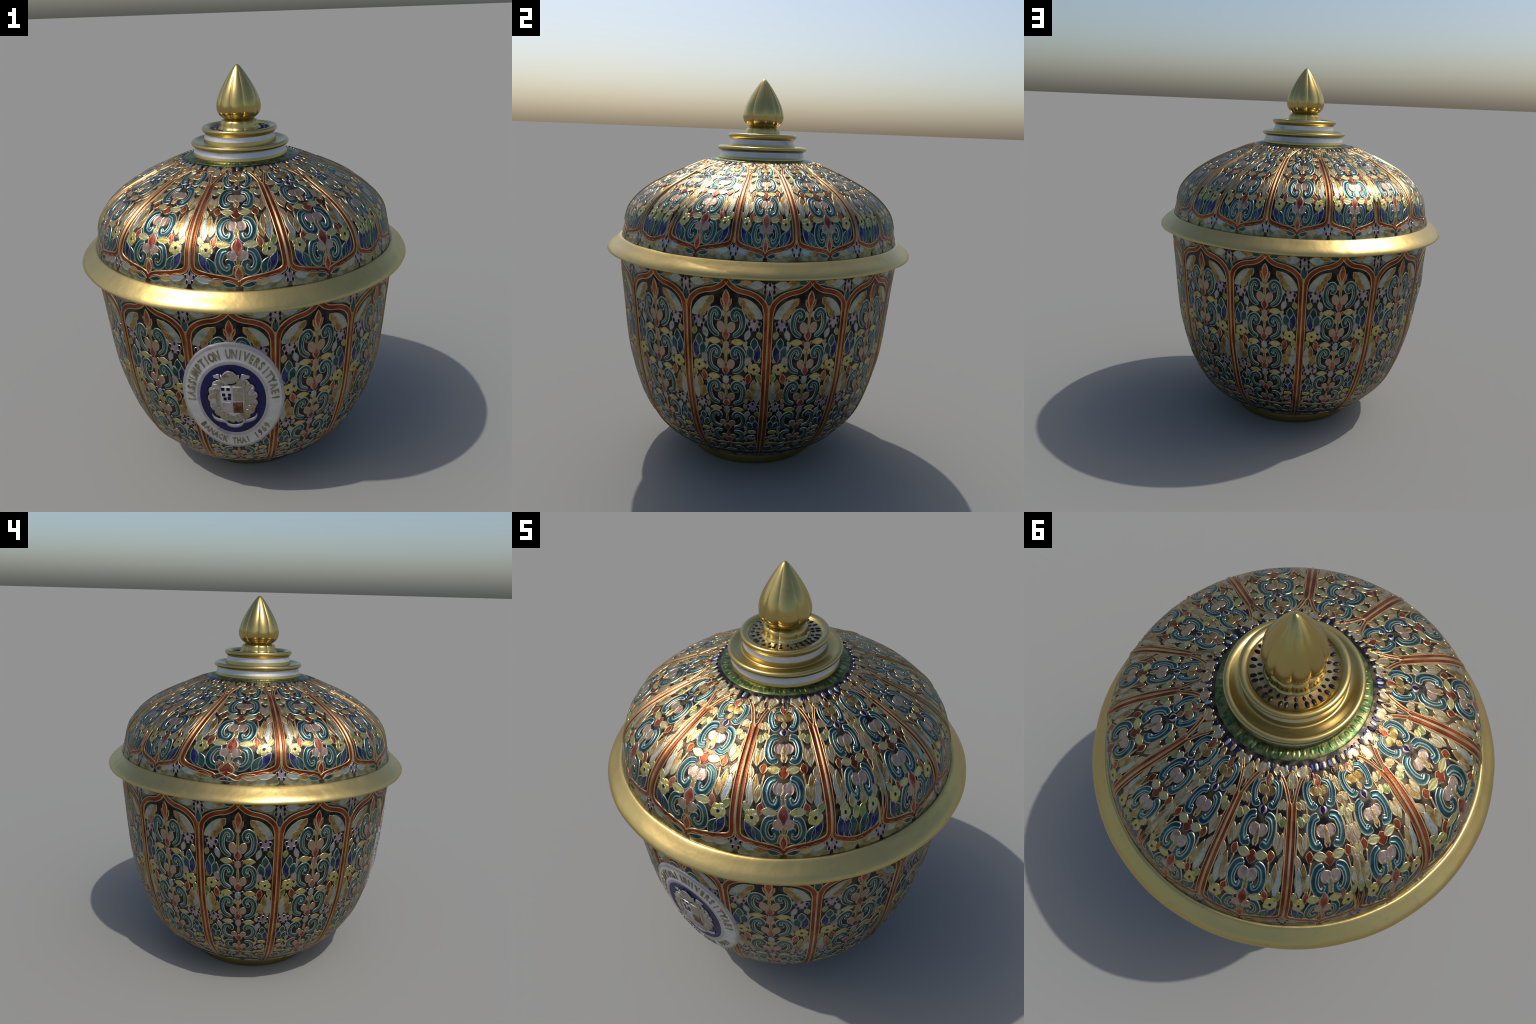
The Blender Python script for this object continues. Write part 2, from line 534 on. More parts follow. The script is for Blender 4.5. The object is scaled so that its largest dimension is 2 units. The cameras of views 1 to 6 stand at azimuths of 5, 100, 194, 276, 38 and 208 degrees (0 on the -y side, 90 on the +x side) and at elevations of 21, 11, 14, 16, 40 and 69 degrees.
    # side columns
    for k in (1, -1):
        corner = Piece("corner_leaf")
        pts = [(0.38, 1.004), (0.53, 0.990), (0.645, 0.968), (0.725, 0.940), (0.755, 0.912)]
        stroke(corner, panel, [(s * k, z) for s, z in pts], 0.030, "sky", "beige", head=0.42, tail=0.85)
        for s, z, a in ((0.395, 0.992, -38), (0.475, 0.958, -30), (0.59, 0.932, -30)):
            blob(corner, panel, (s * k, z), 0.046, 0.026, a * k, "ochre", "beige", "leaf", height=RELIEF * 1.15)
        add(corner, 0.65 * k, 0.97)
        add(blossom(panel, (0.675 * k, 0.886), 0.0255, 1.0, 5), 0.675 * k, 0.886)
        leaf((0.52 * k, 0.838), 0.046, 0.020, 18 * k, "sky", "lilac", both=False)
        leaf((0.805 * k, 0.838), 0.034, 0.020, -14 * k, "green", "beige", both=False)
        blue = Piece("blue_leaf")
        blob(blue, panel, (0.690 * k, 0.796), 0.050, 0.026, 0, "teal", "pale", "leaf")
        blob(blue, panel, (0.600 * k, 0.752), 0.056, 0.028, -12 * k, "deepgreen", "pale", "leaf")
        blob(blue, panel, (0.765 * k, 0.748), 0.076, 0.028, 6 * k, "blue", "pale", "leaf")
        add(blue, 0.69 * k, 0.765)
        leaf((0.54 * k, 0.716), 0.036, 0.024, 40 * k, "lilac", "pink", both=False)
        add(yellow_flower(panel, (0.70 * k, 0.672), 0.0255), 0.70 * k, 0.672)
        leaf((0.565 * k, 0.622), 0.046, 0.022, 10 * k, "crimson", "cord", both=False)
        leaf((0.83 * k, 0.628), 0.040, 0.022, -10 * k, "green", "yellow", both=False)
        oc = Piece("ochre_leaf")
        blob(oc, panel, (0.80 * k, 0.550), 0.104, 0.030, 3 * k, "sky", "beige", "leaf")
        blob(oc, panel, (0.70 * k, 0.578), 0.068, 0.024, 4 * k, "ochre", "beige", "leaf", height=RELIEF * 1.15)
        blob(oc, panel, (0.62 * k, 0.535), 0.056, 0.027, -14 * k, "ochre", "beige", "leaf", height=RELIEF * 1.15)
        add(oc, 0.72 * k, 0.55)
        add(blossom(panel, (0.705 * k, 0.469), 0.0235, 0.95, 5), 0.705 * k, 0.469)
        leaf((0.56 * k, 0.428), 0.032, 0.020, 20 * k, "sky", "lilac", both=False)
        leaf((0.835 * k, 0.430), 0.028, 0.020, -10 * k, "green", "beige", both=False)
        trio = Piece("blue_leaf")
        blob(trio, panel, (0.700 * k, 0.401), 0.036, 0.022, 0, "teal", "pale", "leaf")
        blob(trio, panel, (0.635 * k, 0.362), 0.038, 0.022, -16 * k, "teal", "pale", "leaf")
        blob(trio, panel, (0.785 * k, 0.364), 0.048, 0.023, 6 * k, "blue", "pale", "leaf")
        add(trio, 0.70 * k, 0.38)
        add(yellow_flower(panel, (0.70 * k, 0.320), 0.0190, 0.6), 0.70 * k, 0.320)
        add(blossom(panel, (0.69 * k, 0.282), 0.0200, 0.85, 3, 0.5), 0.69 * k, 0.282)
        leaf((0.69 * k, 0.238), 0.042, 0.018, 84 * k, "beige", "cord", both=False)
        leaf((0.72 * k, 0.202), 0.030, 0.028, 70 * k, "blue", "pale", both=False)
        leaf((0.66 * k, 0.155), 0.062, 0.022, -48 * k, "sky", "beige", both=False)
        leaf((0.40 * k, 0.112), 0.060, 0.018, 62 * k, "deepgreen", "beige", both=False)
    fill = Piece("small_leaf")
    for k in (1, -1):
        for s, z, a, c, e in ((0.47, 0.960, 10, "beige", "cord"), (0.50, 0.905, -20, "lilac", "sky"), (0.47, 0.795, 30, "beige", "pale"), (0.50, 0.775, -10, "sky", "pale"), (0.52, 0.700, 25, "pink", "beige"),
                              (0.50, 0.668, -8, "beige", "yellow"), (0.46, 0.600, -25, "sky", "beige"), (0.52, 0.500, 16, "beige", "cord"), (0.50, 0.470, -16, "lilac", "beige"), (0.52, 0.405, 22, "beige", "pale"),
                              (0.52, 0.340, -10, "sky", "pale"), (0.50, 0.310, 20, "yellow", "beige"), (0.52, 0.270, -14, "beige", "cord"), (0.50, 0.235, 30, "lilac", "beige"), (0.80, 0.255, 10, "yellow", "beige"),
                              (0.60, 0.200, 20, "beige", "yellow"), (0.88, 0.215, 0, "sky", "beige"), (0.84, 0.160, -20, "beige", "pale"), (0.20, 0.118, 60, "sky", "pale"), (0.66, 0.112, -70, "beige", "sky"),
                              (0.82, 0.715, 0, "ochre", "beige"), (0.60, 0.700, 0, "sky", "lilac"), (0.82, 0.590, 5, "beige", "sky"), (0.07, 0.935, 12, "beige", "cord"), (0.06, 0.755, 12, "beige", "cord"), (0.06, 0.575, 12, "beige", "cord")):
            blob(fill, panel, (s * k, z), 0.026, 0.013, a * k, c, e, "leaf", rows=8, height=RELIEF * 0.7, wire=0.003)
    add(fill, 0, 8)
    return out


# ------------------------------------------------------------------ lid panel
def lid_lower(panel, add, narrow=False, fork=False):
    """Bottom of a lid cartouche: trefoil, curling scrolls, petals, corner leaves, flowers."""
    def one(name, s, z, ln, wd, ang, fill, edge, shape="leaf", **kw):
        add(single(name, lambda p: blob(p, panel, (s, z), ln, wd, ang, fill, edge, shape, **kw)))

    for k in (1, -1):
        corner = Piece("blue_leaf")
        if narrow:
            for s, c in ((0.22, "teal"), (0.45, "blue"), (0.66, "blue")):
                blob(corner, panel, (s * k, 1.276 + 0.012 * s), 0.070, 0.046, 14 * k, c, "pale", "leaf", wire=0.006)
        else:
            blob(corner, panel, (0.685 * k, 1.284), 0.072, 0.027, 26 * k, "blue", "pale", "leaf")
            blob(corner, panel, (0.545 * k, 1.274), 0.058, 0.027, 26 * k, "teal", "pale", "leaf")
        add(corner)
        if narrow:
            add(yellow_flower(panel, (0.52 * k, 1.337), 0.030))
            one("leaf", 0.12 * k, 1.330, 0.042, 0.034, 20 * k, "green", "yellow")
            one("leaf", 0.62 * k, 1.372, 0.040, 0.040, -10 * k, "beige", "ochre")
            one("leaf", 0.20 * k, 1.365, 0.044, 0.040, 14 * k, "mist", "yellow")
            continue
        add(yellow_flower(panel, (0.655 * k, 1.335), 0.0265))
        one("leaf", 0.49 * k, 1.361, 0.042, 0.022, -16 * k, "crimson", "cord")
        one("leaf", 0.785 * k, 1.362, 0.036, 0.022, 20 * k, "green", "beige")
        pts = [(0.19, 1.335), (0.325, 1.328), (0.388, 1.296), (0.345, 1.266), (0.235, 1.252), (0.145, 1.266), (0.165, 1.286), (0.225, 1.282)]
        add(scroll(panel, pts if k == 1 else mirror(pts), 0.0140))
        one("petal", 0.105 * k, 1.315, 0.044, 0.050, -8 * k, "pink", "beige", "round", grow=False)
        one("yellow_leaf", 0.300 * k, 1.354, 0.056, 0.024, 86 * k, "yellow", "beige")
    if narrow:
        return
    one("stem", 0, 1.288, 0.046, 0.020, 180, "ochre", "beige", "drop")
    one("red_drop", 0, 1.346, 0.058, 0.036, 0, "crimson", "pink", "leaf", height=RELIEF * 1.2, wire=0.010)
    tre = Piece("flame_trefoil")
    wide = 1.8 if fork else 1.0
    for k in (1, -1):
        blob(tre, panel, (0.085 * k * wide, 1.257), 0.046, 0.038 * wide, 160 * k, "crimson", "cord", "drop", grow=False, wire=0.008)
    blob(tre, panel, (0, 1.242), 0.066, 0.040 * wide, 180, "crimson", "cord", "leaf", grow=False, wire=0.008, height=RELIEF * 1.2)
    blob(tre, panel, (0, 1.266), 0.034, 0.034 * wide, 180, "beige", "cord", "round", grow=False)
    add(tre)


def lid_upper(panel, add, thin=False):
    """Three diminishing tiers of paired scrolls towards the crown, with pale leaves beside them."""
    def one(name, s, z, ln, wd, ang, fill, edge, shape="leaf", **kw):
        add(single(name, lambda p: blob(p, panel, (s, z), ln, wd, ang, fill, edge, shape, **kw)))

    tiers = [
        ([(0.14, 1.436), (0.32, 1.428), (0.385, 1.403), (0.31, 1.378), (0.17, 1.372), (0.11, 1.390), (0.175, 1.396)], 0.0135, (0.105, 1.413), 0.044),
        ([(0.15, 1.512), (0.37, 1.507), (0.45, 1.489), (0.34, 1.471), (0.17, 1.474)], 0.0130, (0.11, 1.491), 0.040),
        ([(0.17, 1.560), (0.43, 1.555), (0.48, 1.541), (0.34, 1.526), (0.18, 1.530)], 0.0105, (0.13, 1.545), 0.030),
    ]
    for i, (pts, w, pet, size) in enumerate(tiers):
        for k in (1, -1):
            add(scroll(panel, pts if k == 1 else mirror(pts), w, head=0.85))
            c = "pink" if i < 2 else "ochre"
            one("petal", pet[0] * k, pet[1], size * 1.15, 0.052, -10 * k, c, "beige" if i < 2 else "beige", "round", grow=False)
    one("stem", 0, 1.392, 0.046, 0.018, 0, "ochre", "beige")
    one("stem", 0, 1.484, 0.046, 0.018, 0, "ochre", "beige")
    one("red_drop", 0, 1.448, 0.040, 0.032, 0, "red", "pink", "leaf")
    one("red_drop", 0, 1.558, 0.034, 0.024, 0, "crimson", "beige", "leaf")
    one("bud", 0, 1.519, 0.030, 0.040, 0, "dot", "lilac", "round", grow=False, wire=0.011)
    one("stem", 0, 1.532, 0.026, 0.016, 0, "ochre", "beige")
    wires = Piece("gilt_wire")
    for k in (1, -1):
        for pts in ([(0.84, 1.365), (0.80, 1.385), (0.82, 1.43), (0.84, 1.46), (0.80, 1.49), (0.84, 1.51)], [(0.50, 1.366), (0.46, 1.39), (0.50, 1.42), (0.46, 1.445)],
                    [(0.50, 1.470), (0.53, 1.492), (0.50, 1.515), (0.53, 1.535)], [(0.0, 1.372), (0.05, 1.378), (0.04, 1.392)], [(0.02, 1.466), (0.07, 1.474), (0.03, 1.484)]):
            stroke(wires, panel, [(s * k, z) for s, z in pts], 0.0034, "cord", "cord", height=RELIEF * 0.9, wire=0.001)
    add(wires)
    for k in (1, -1):
        one("yellow_leaf", 0.235 * k, 1.453, 0.046, 0.024, 84 * k, "yellow", "beige")
        one("leaf", 0.50 * k, 1.454, 0.034, 0.022, -16 * k, "red", "cord")
        pale = Piece("pale_leaf")
        blob(pale, panel, (0.735 * k, 1.402), 0.088, 0.026, -4 * k, "sky", "beige", "leaf")
        blob(pale, panel, (0.645 * k, 1.416), 0.078, 0.022, -8 * k, "ochre", "beige", "leaf", height=RELIEF * 1.15)
        blob(pale, panel, (0.560 * k, 1.400), 0.058, 0.022, -16 * k, "mist", "beige", "leaf", height=RELIEF * 1.15)
        add(pale)
        one("leaf", 0.790 * k, 1.446, 0.040, 0.020, 6 * k, "beige", "cord")
        pale = Piece("pale_leaf")
        blob(pale, panel, (0.710 * k, 1.474), 0.060, 0.024, -2 * k, "mist", "beige", "leaf")
        blob(pale, panel, (0.600 * k, 1.478), 0.050, 0.022, -10 * k, "beige", "ochre", "leaf", height=RELIEF * 1.15)
        add(pale)
        one("yellow_leaf", 0.560 * k, 1.511, 0.026, 0.024, 20 * k, "yellow", "beige", "leaf")
        one("leaf", 0.720 * k, 1.506, 0.030, 0.024, -6 * k, "green", "beige", "leaf")
        one("leaf", 0.640 * k, 1.529, 0.030, 0.022, 10 * k, "beige", "ochre")
        one("leaf", 0.780 * k, 1.528, 0.026, 0.020, 24 * k, "mist", "cord")


def lid_border(panel, add, tip=True, fork=False, top=True, zmax=1.527):
    p = Piece("border_band")
    if fork:
        low = [(0.0, 1.222), (0.10, 1.214), (0.20, 1.205), (0.30, 1.216), (0.62, 1.232)]
    elif tip:
        low = [(0.0, 1.204), (0.10, 1.215), (0.25, 1.223), (0.58, 1.234)]
    else:
        low = [(0.0, 1.222), (0.3, 1.226), (0.62, 1.238)]
    side = low + [(0.82, 1.246), (0.915, 1.262), (0.938, 1.292), (0.935, 1.36), (0.93, 1.42), (0.925, 1.48), (0.915, min(zmax, 1.522))]
    crown = [(0.84, 1.541), (0.68, 1.556), (0.48, 1.565), (0.34, 1.569)]
    for k in (1, -1):
        pts = side + (crown if top is True or top == k else [])
        line = smooth_line([panel.xy(s * k, z) for s, z in pts], 7)
        n = len(line)
        ws = [0.0140 if panel.lathe.z(y) < 1.26 else 0.0124 if panel.lathe.z(y) < 1.53 else 0.0085 for _, y in line]
        sweep(p, panel, line, ws, None, "red", "cord", wire=0.0054, height=0.005, hollow=True, caps=False)
    add(p)


# ====================================================================== build
jar = bpy.data.objects.new("lidded_jar", None)
COL.objects.link(jar)
jar["label"] = "round lidded jar with gold bud finial and floral enamel panels"
jar["category"] = "lidded jar"

# --- vessel
zs = [BODY.z0 + (BODY.z1 - BODY.z0) * i / 90 for i in range(91)]
prof = [(BODY.r(z), z) for z in zs] + [(0.70, 1.13), (0.69, 1.05), (0.66, 0.5), (0.5, 0.15), (0.30, 0.07), (0.001, 0.06)]
body = put("body", lathe_mesh("body", prof, "black", wobble=lambda a, r, z: BODY.bulge(a, z) if r > 0.7 else 0.0), jar)

body.scale = (1.0012, 0.9988, 1.0)   # thrown a little oval

# --- foot ring
foot = put("foot", lathe_mesh("foot", [(0.001, 0.02), (0.285, 0.02), (0.300, 0.001), (0.308, 0.0), (0.3300, 0.0), (0.3390, 0.0035), (0.3450, 0.010), (0.3495, 0.022),
                                       (0.3510, 0.045), (0.3505, 0.065), (0.3480, 0.076), (0.340, 0.084)], "footgold"), jar)
# thin bright line where the bowl turns under
put("foot_line", lathe_mesh("foot_line", [(0.394, 0.0790), (0.4000, 0.0787), (0.4040, 0.0806), (0.4056, 0.0838), (0.4045, 0.0862), (0.398, 0.0862)], "budgold"), foot)

# --- body ornaments: one design, twelve turns
half = radians(15)
base_panel = Panel(BODY, lambda z: -half, lambda z: half, half)
design = body_panel(base_panel)
meshes = [(p.name, p.mesh(), s, z) for p, s, z in design]
SEAL_Z, SEAL_HZ, SEAL_HS = 0.640, 0.306, 18.8 / 15
for k in range(12):
    turn = radians(30 * k)
    for name, me, s, z in meshes:
        if k == 9 and (s / SEAL_HS) ** 2 + ((z - SEAL_Z) / SEAL_HZ) ** 2 < 0.78:
            continue
        if k in (8, 10):
            s2 = s + (-2 if k == 8 else 2)
            if (s2 / SEAL_HS) ** 2 + ((z - SEAL_Z) / SEAL_HZ) ** 2 < 0.75:
                continue
        if k == 6 and z < 2 and abs(s) < 0.8 and abs(z - 0.84) < 0.2:
            me = me.copy()
            for v in me.vertices:
                d = BODY.bulge(math.atan2(v.co.y, v.co.x) + turn, v.co.z)
                q = math.hypot(v.co.x, v.co.y)
                v.co.x += v.co.x / q * d
                v.co.y += v.co.y / q * d
        o = put(name, me, body, turn)
        if name == "small_leaf":
            o["kind"] = "stuff"

GROW[:] = [1.34, 1.60, 1.52]
# --- lid shell with its flaring gold rim
zs = [LID.z0 + (LID.z1 - LID.z0) * i / 80 for i in range(81)]
lid = put("lid", lathe_mesh("lid", [(LID.r(z), z) for z in zs] + [(0.20, 1.588)], "umber"), jar)
DENTS = [(random.uniform(0, 2 * pi), random.uniform(1.118, 1.168), random.uniform(0.006, 0.016), random.uniform(0.0006, 0.0018)) for _ in range(46)]


def rim_dents(a, r, z):
    """Slow waviness of the hand-gilded flare and small knocks in it."""
    d = 0.0009 * sin(7 * a + 1.3) * sin(z * 90) + 0.0006 * sin(17 * a + z * 60)
    for da, dz, size, depth in DENTS:
        x = ((a - da + pi) % (2 * pi) - pi) * 0.78
        q = (x * x + (z - dz) ** 2) / size**2
        if q < 4:
            d -= depth * math.exp(-q)
    return d


rim = put("rim", lathe_mesh("rim", [(0.690, 1.172), (0.7325, 1.1785), (0.7375, 1.1805), (0.7425, 1.1785), (0.7475, 1.1750), (0.757, 1.1665), (0.770, 1.1555), (0.784, 1.1445),
                                    (0.7955, 1.1345), (0.8025, 1.1262), (0.8070, 1.1190), (0.8074, 1.1150), (0.8056, 1.1112), (0.8005, 1.1085), (0.794, 1.1075),
                                    (0.775, 1.1085), (0.755, 1.1095), (0.744, 1.1090), (0.725, 1.1080)], "gold", seg=320, wobble=rim_dents), lid)


# --- lid ornaments: measured, uneven panels (degrees at the rim / at the crown)
def lerp_edge(low, high):
    return lambda z: radians(low + (high - low) * min(max((z - 1.24) / 0.27, 0), 1))


LREF = radians(16.45)


def lid_add(piece):
    put(piece.name, piece.mesh(), lid)


single_panels = [(-102.4, -69.5, -103.2, -70.8), (-69.5, -41.2, -70.8, -39.8), (1.95, 24.0, 3.0, 24.2), (24.0, 49.5, 24.2, 51.7),
                 (89.5, 113.6, 90.1, 115.6), (155.0, 195.1, 162.8, 195.4), (195.1, 226.1, 195.4, 226.7), (226.1, 257.6, 226.7, 256.8)]
merged_panels = [(-41.2, -25.4, 1.95, -39.8, 3.0, True), (49.5, 65.8, 89.5, 51.7, 90.1, True), (113.6, 134.0, 155.0, 115.6, 162.8, False)]
valleys = []
for a, b, c, d in single_panels:
    pn = Panel(LID, lerp_edge(a, c), lerp_edge(b, d), LREF)
    fork = b - a > 38
    lid_border(pn, lid_add, fork=fork)
    lid_lower(pn, lid_add, fork=fork)
    lid_upper(pn, lid_add)
    valleys.append((a, b, c, True, fork))
for a, m, b, c, d, narrow in merged_panels:
    e = (c + d) / 2
    left = Panel(LID, lerp_edge(a, c), lerp_edge(m, e), LREF)
    right = Panel(LID, lerp_edge(m, e), lerp_edge(b, d), LREF)
    g = 0.16 * (e - c)
    upl = Panel(LID, lerp_edge(a, c), lerp_edge(m + g, e + g), LREF)
    upr = Panel(LID, lerp_edge(m - g, e - g), lerp_edge(b, d), LREF)
    for pn, up, thin in ((left, upl, narrow), (right, upr, False)):
        lid_lower(pn, lid_add, narrow=thin)
        lid_upper(up, lid_add)
    mid = Panel(LID, lerp_edge(m - 8, e - 8), lerp_edge(m + 8, e + 8), LREF)
    for z, fill, edge, ln, wd in ((1.368, "green", "yellow", 0.040, 0.034), (1.393, "beige", "sky", 0.050, 0.030), (1.425, "lilac", "beige", 0.046, 0.034), (1.452, "yellow", "beige", 0.030, 0.040),
                                  (1.474, "pink", "lilac", 0.040, 0.030), (1.500, "beige", "ochre", 0.044, 0.030), (1.522, "ochre", "beige", 0.036, 0.030), (1.548, "beige", "yellow", 0.046, 0.026)):
        lid_add(single("leaf", lambda p: blob(p, mid, (0, z), ln, wd, 0, fill, edge, "leaf")))
    # outer bands run to the crown, the inner pair dies away half way up
    for pn, k, tip in ((left, -1, not narrow), (right, 1, True)):
        p = Piece("border_band")
        low = [(0.0, 1.204), (0.10, 1.215), (0.25, 1.223), (0.58, 1.234)] if tip else [(0.0, 1.222), (0.3, 1.226), (0.62, 1.238)]
        body_pts = low + [(0.82, 1.246), (0.915, 1.262), (0.938, 1.292), (0.935, 1.36)]
        outer = body_pts + [(0.93, 1.42), (0.925, 1.48), (0.915, 1.522), (0.84, 1.541), (0.68, 1.556), (0.48, 1.565), (0.34, 1.569)]
        for s, pts in ((k, outer), (-k, body_pts)):
            ln = smooth_line([pn.xy(q * s, z) for q, z in pts], 7)
            ws = [0.0140 if LID.z(y) < 1.26 else 0.0124 if LID.z(y) < 1.53 else 0.0085 for _, y in ln]
            if s == -k:
                ws = [w * min(1, (1 - i / len(ln)) * 5 + 0.05) for i, w in enumerate(ws)]
            sweep(p, pn, ln, ws, None, "red", "cord", wire=0.0054, height=0.005, hollow=True, caps=False)
        lid_add(p)
    valleys.append((a, m, c, not narrow, False))
    valleys.append((m, b, None, True, False))

# spandrels under the cartouches, cords between them, fan at the crown
for a, b, c, tip, fork in valleys:
    pn = Panel(LID, lerp_edge(a - 16.45, (c if c is not None else a) - 16.45), lerp_edge(a + 16.45, (c if c is not None else a) + 16.45), LREF)
    cord = Piece("border_cord")
    ztop = 1.525 if c is not None else 1.35
    ln = smooth_line([pn.xy(0, 1.252 + (ztop - 1.252) * i / 5) for i in range(6)], 6)
    sweep(cord, pn, ln, [0.0045 * min(1, (1 - i / len(ln)) * 6 + 0.1) for i in range(len(ln))], None, "cord", "cord", height=0.0075, caps=False)
    lid_add(cord)
    lid_add(blossom(pn, (0, 1.222), 0.0200, 1.05, 5))
    lp = Panel(LID, lerp_edge(a, a), lerp_edge(b, b), LREF)
    fld = Piece("spandrel_field")
    for k in (1, -1):
        stroke(fld, lp, [(s * k, z) for s, z in ((0.06, 1.186), (0.35, 1.192), (0.62, 1.199), (0.98, 1.205))], 0.0270, "olive", "olive", head=0.6, tail=1.0, height=0.0022)
    lid_add(fld)
    for k in (1, -1):
        lid_add(single("leaf", lambda p: blob(p, lp, (0.70 * k, 1.219), 0.062, 0.026, 84 * k, "sky", "beige")))
        lid_add(single("leaf", lambda p: blob(p, lp, (0.45 * k, 1.211), 0.060, 0.024, 88 * k, "beige" if k > 0 else "ochre", "beige")))
        if tip and not fork:
            lid_add(single("leaf", lambda p: blob(p, lp, (0.20 * k, 1.204), 0.056, 0.022, 80 * k, "teal", "pale")))
        elif fork:
            lid_add(single("leaf", lambda p: blob(p, lp, (0.09 * k, 1.206), 0.050, 0.022, 70 * k, "teal", "pale")))
        else:
            lid_add(single("leaf", lambda p: blob(p, lp, (0.16 * k, 1.207), 0.060, 0.026, 90, "green", "beige")))
    if c is not None:
        fan = Piece("crown_fan")
        blob(fan, pn, (0, 1.5615), 0.050, 0.040, 0, "beige", "ochre", "drop", height=0.004)
        blob(fan, pn, (0, 1.546), 0.030, 0.010, 0, "black", "cord", "leaf")
        for k in (1, -1):
            blob(fan, pn, (0.42 * k, 1.569), 0.028, 0.034, 0, "beige", "ochre", "round", height=0.004)
        lid_add(fan)

# --- bead ring and green ring round the crown
ring = put("green_ring", lathe_mesh("green_ring", [(0.268, 1.574), (0.2675, 1.580), (0.264, 1.5825), (0.250, 1.5862), (0.228, 1.5895), (0.215, 1.590)], "verdant"), lid)
for k in range(72):
    a = 2 * pi * (k + random.uniform(-0.3, 0.3)) / 72
    st = Piece("green_tongue")
    r0, r1, wd = 0.232, random.uniform(0.252, 0.262), random.uniform(0.006, 0.011)
    rows = []
    for i in range(6):
        t = i / 5
        r = r0 + (r1 - r0) * t
        zz = 1.5895 - 0.15 * (r - 0.228) if r < 0.25 else 1.5862 - 0.264 * (r - 0.25)
        w = wd * sin(pi * (0.12 + 0.8 * t))
        rows.append([(r * cos(a) - u * w * sin(a), r * sin(a) + u * w * cos(a), zz + h * (0 if i in (0, 5) else 1)) for u, h in ((-1, -0.0006), (-0.6, 0.0006), (0, 0.0009), (0.6, 0.0006), (1, -0.001))])
    key = random.choice(("verdant", "verdant", "green"))
    st.grid(rows, lambda i, j: key)
    put("green_tongue", st.mesh(), ring)
bead_panel = Panel(LID, lambda z: -LREF, lambda z: LREF, LREF)
GROW[:] = [1, 1, 1]
bead_meshes = []
for c in ("blue", "dot", "lilac", "sky", "beige"):
    p = Piece("bead")
    blob(p, bead_panel, (0, 1.5725), 0.030, 0.0140, 0, c, c, "round", rows=7, height=0.0035)
    bead_meshes.append(p.mesh())
for k in range(116):
    me = bead_meshes[random.choice((0, 1, 1))] if k % 2 else bead_meshes[random.choice((2, 3, 4))]
    o = put("bead", me, lid, 2 * pi * k / 116 + random.uniform(-0.012, 0.012))
# dark sprigs and ochre tongues behind the beads
for nm, c, e, z, ln, n in (("sprig", "dot", "ochre", 1.564, 0.030, 26), ("tongue", "ochre", "beige", 1.562, 0.036, 40), ("tongue", "beige", "ochre", 1.557, 0.034, 34)):
    spr = Piece(nm)
    blob(spr, bead_panel, (0, z), ln, 0.020, 0, c, e, "leaf", rows=7, height=0.004 if c != "dot" else 0.0055)
    me = spr.mesh()
    for k in range(n):
        put(nm, me, lid, 2 * pi * (k + random.uniform(-0.25, 0.25)) / n)

# --- stepped tiers
tier = put("tier", lathe_mesh("tier", [
    (0.2275, 1.586), (0.2285, 1.592, "budgold"), (0.2265, 1.5965, "budgold"), (0.2248, 1.6035, "white"), (0.2215, 1.612, "white"), (0.2180, 1.622, "white"), (0.2168, 1.6285, "budgold"),
    (0.2178, 1.630, "budgold"), (0.2245, 1.6305), (0.2315, 1.6350), (0.2350, 1.6405), (0.2348, 1.6480), (0.2305, 1.6530), (0.2220, 1.6555), (0.2120, 1.6515), (0.1980, 1.6460),
    (0.1830, 1.6440), (0.1770, 1.6450), (0.1748, 1.6480)], "budgold"), lid)
upper = put("tier", lathe_mesh("upper_tier", [
    (0.1760, 1.644), (0.1755, 1.6505), (0.1740, 1.6560), (0.1728, 1.6635), (0.1722, 1.6660, "white"), (0.1690, 1.6760, "white"), (0.1668, 1.6850, "white"), (0.1664, 1.6875),
    (0.1672, 1.6900), (0.1715, 1.6935), (0.1780, 1.6995), (0.1805, 1.7060), (0.1802, 1.7130), (0.1765, 1.7185), (0.1660, 1.7195), (0.1540, 1.7160), (0.1490, 1.7130),
    (0.1470, 1.7085, "beige"), (0.120, 1.7070, "beige"), (0.085, 1.7070)], "budgold"), lid)
# dark oval spots on the pale dish under the bud
for row, n, r0, r1, wd in ((0, 30, 0.122, 0.1455, 0.0085), (1, 26, 0.103, 0.120, 0.0055)):
    for k in range(n):
        a = 2 * pi * (k + 0.5 * row + random.uniform(-0.22, 0.22)) / n
        st = Piece("dish_spot")
        rows = []
        for i in range(7):
            t = i / 6
            r = r0 + (r1 - r0) * t
            w = wd * sin(pi * (0.08 + 0.84 * t)) + 0.0006
            rows.append([(r * cos(a) - u * w * sin(a), r * sin(a) + u * w * cos(a), 1.7068 + h * (0.4 if i in (0, 6) else 1))
                         for u, h in ((-1, -0.001), (-0.7, 0.0025), (0, 0.0035), (0.7, 0.0025), (1, -0.001))])
        key = random.choice(("dot", "black", "black"))
        st.grid(rows, lambda i, j: key)
        put("dish_spot", st.mesh(), upper)

# --- finial: scalloped collar and lobed bud, uneven petals
GROOVES = [radians(g) for g in (-142, -107, -71, -23, 18, 54, 76, 111, 147, 183)]


def lobes(a):
    """0 in a groove, 1 on the back of a petal."""
    a = (a + radians(177) + 1e-6) % (2 * pi) - radians(177)
    g = sorted(GROOVES)
    for i in range(len(g)):
        lo, hi = g[i], g[(i + 1) % len(g)]
        if hi <= lo:
            hi += 2 * pi
        for q in (a, a + 2 * pi):
            if lo <= q < hi:
                t = (q - lo) / (hi - lo)
                return math.sqrt(max(sin(pi * t), 0.0))
    return 1.0


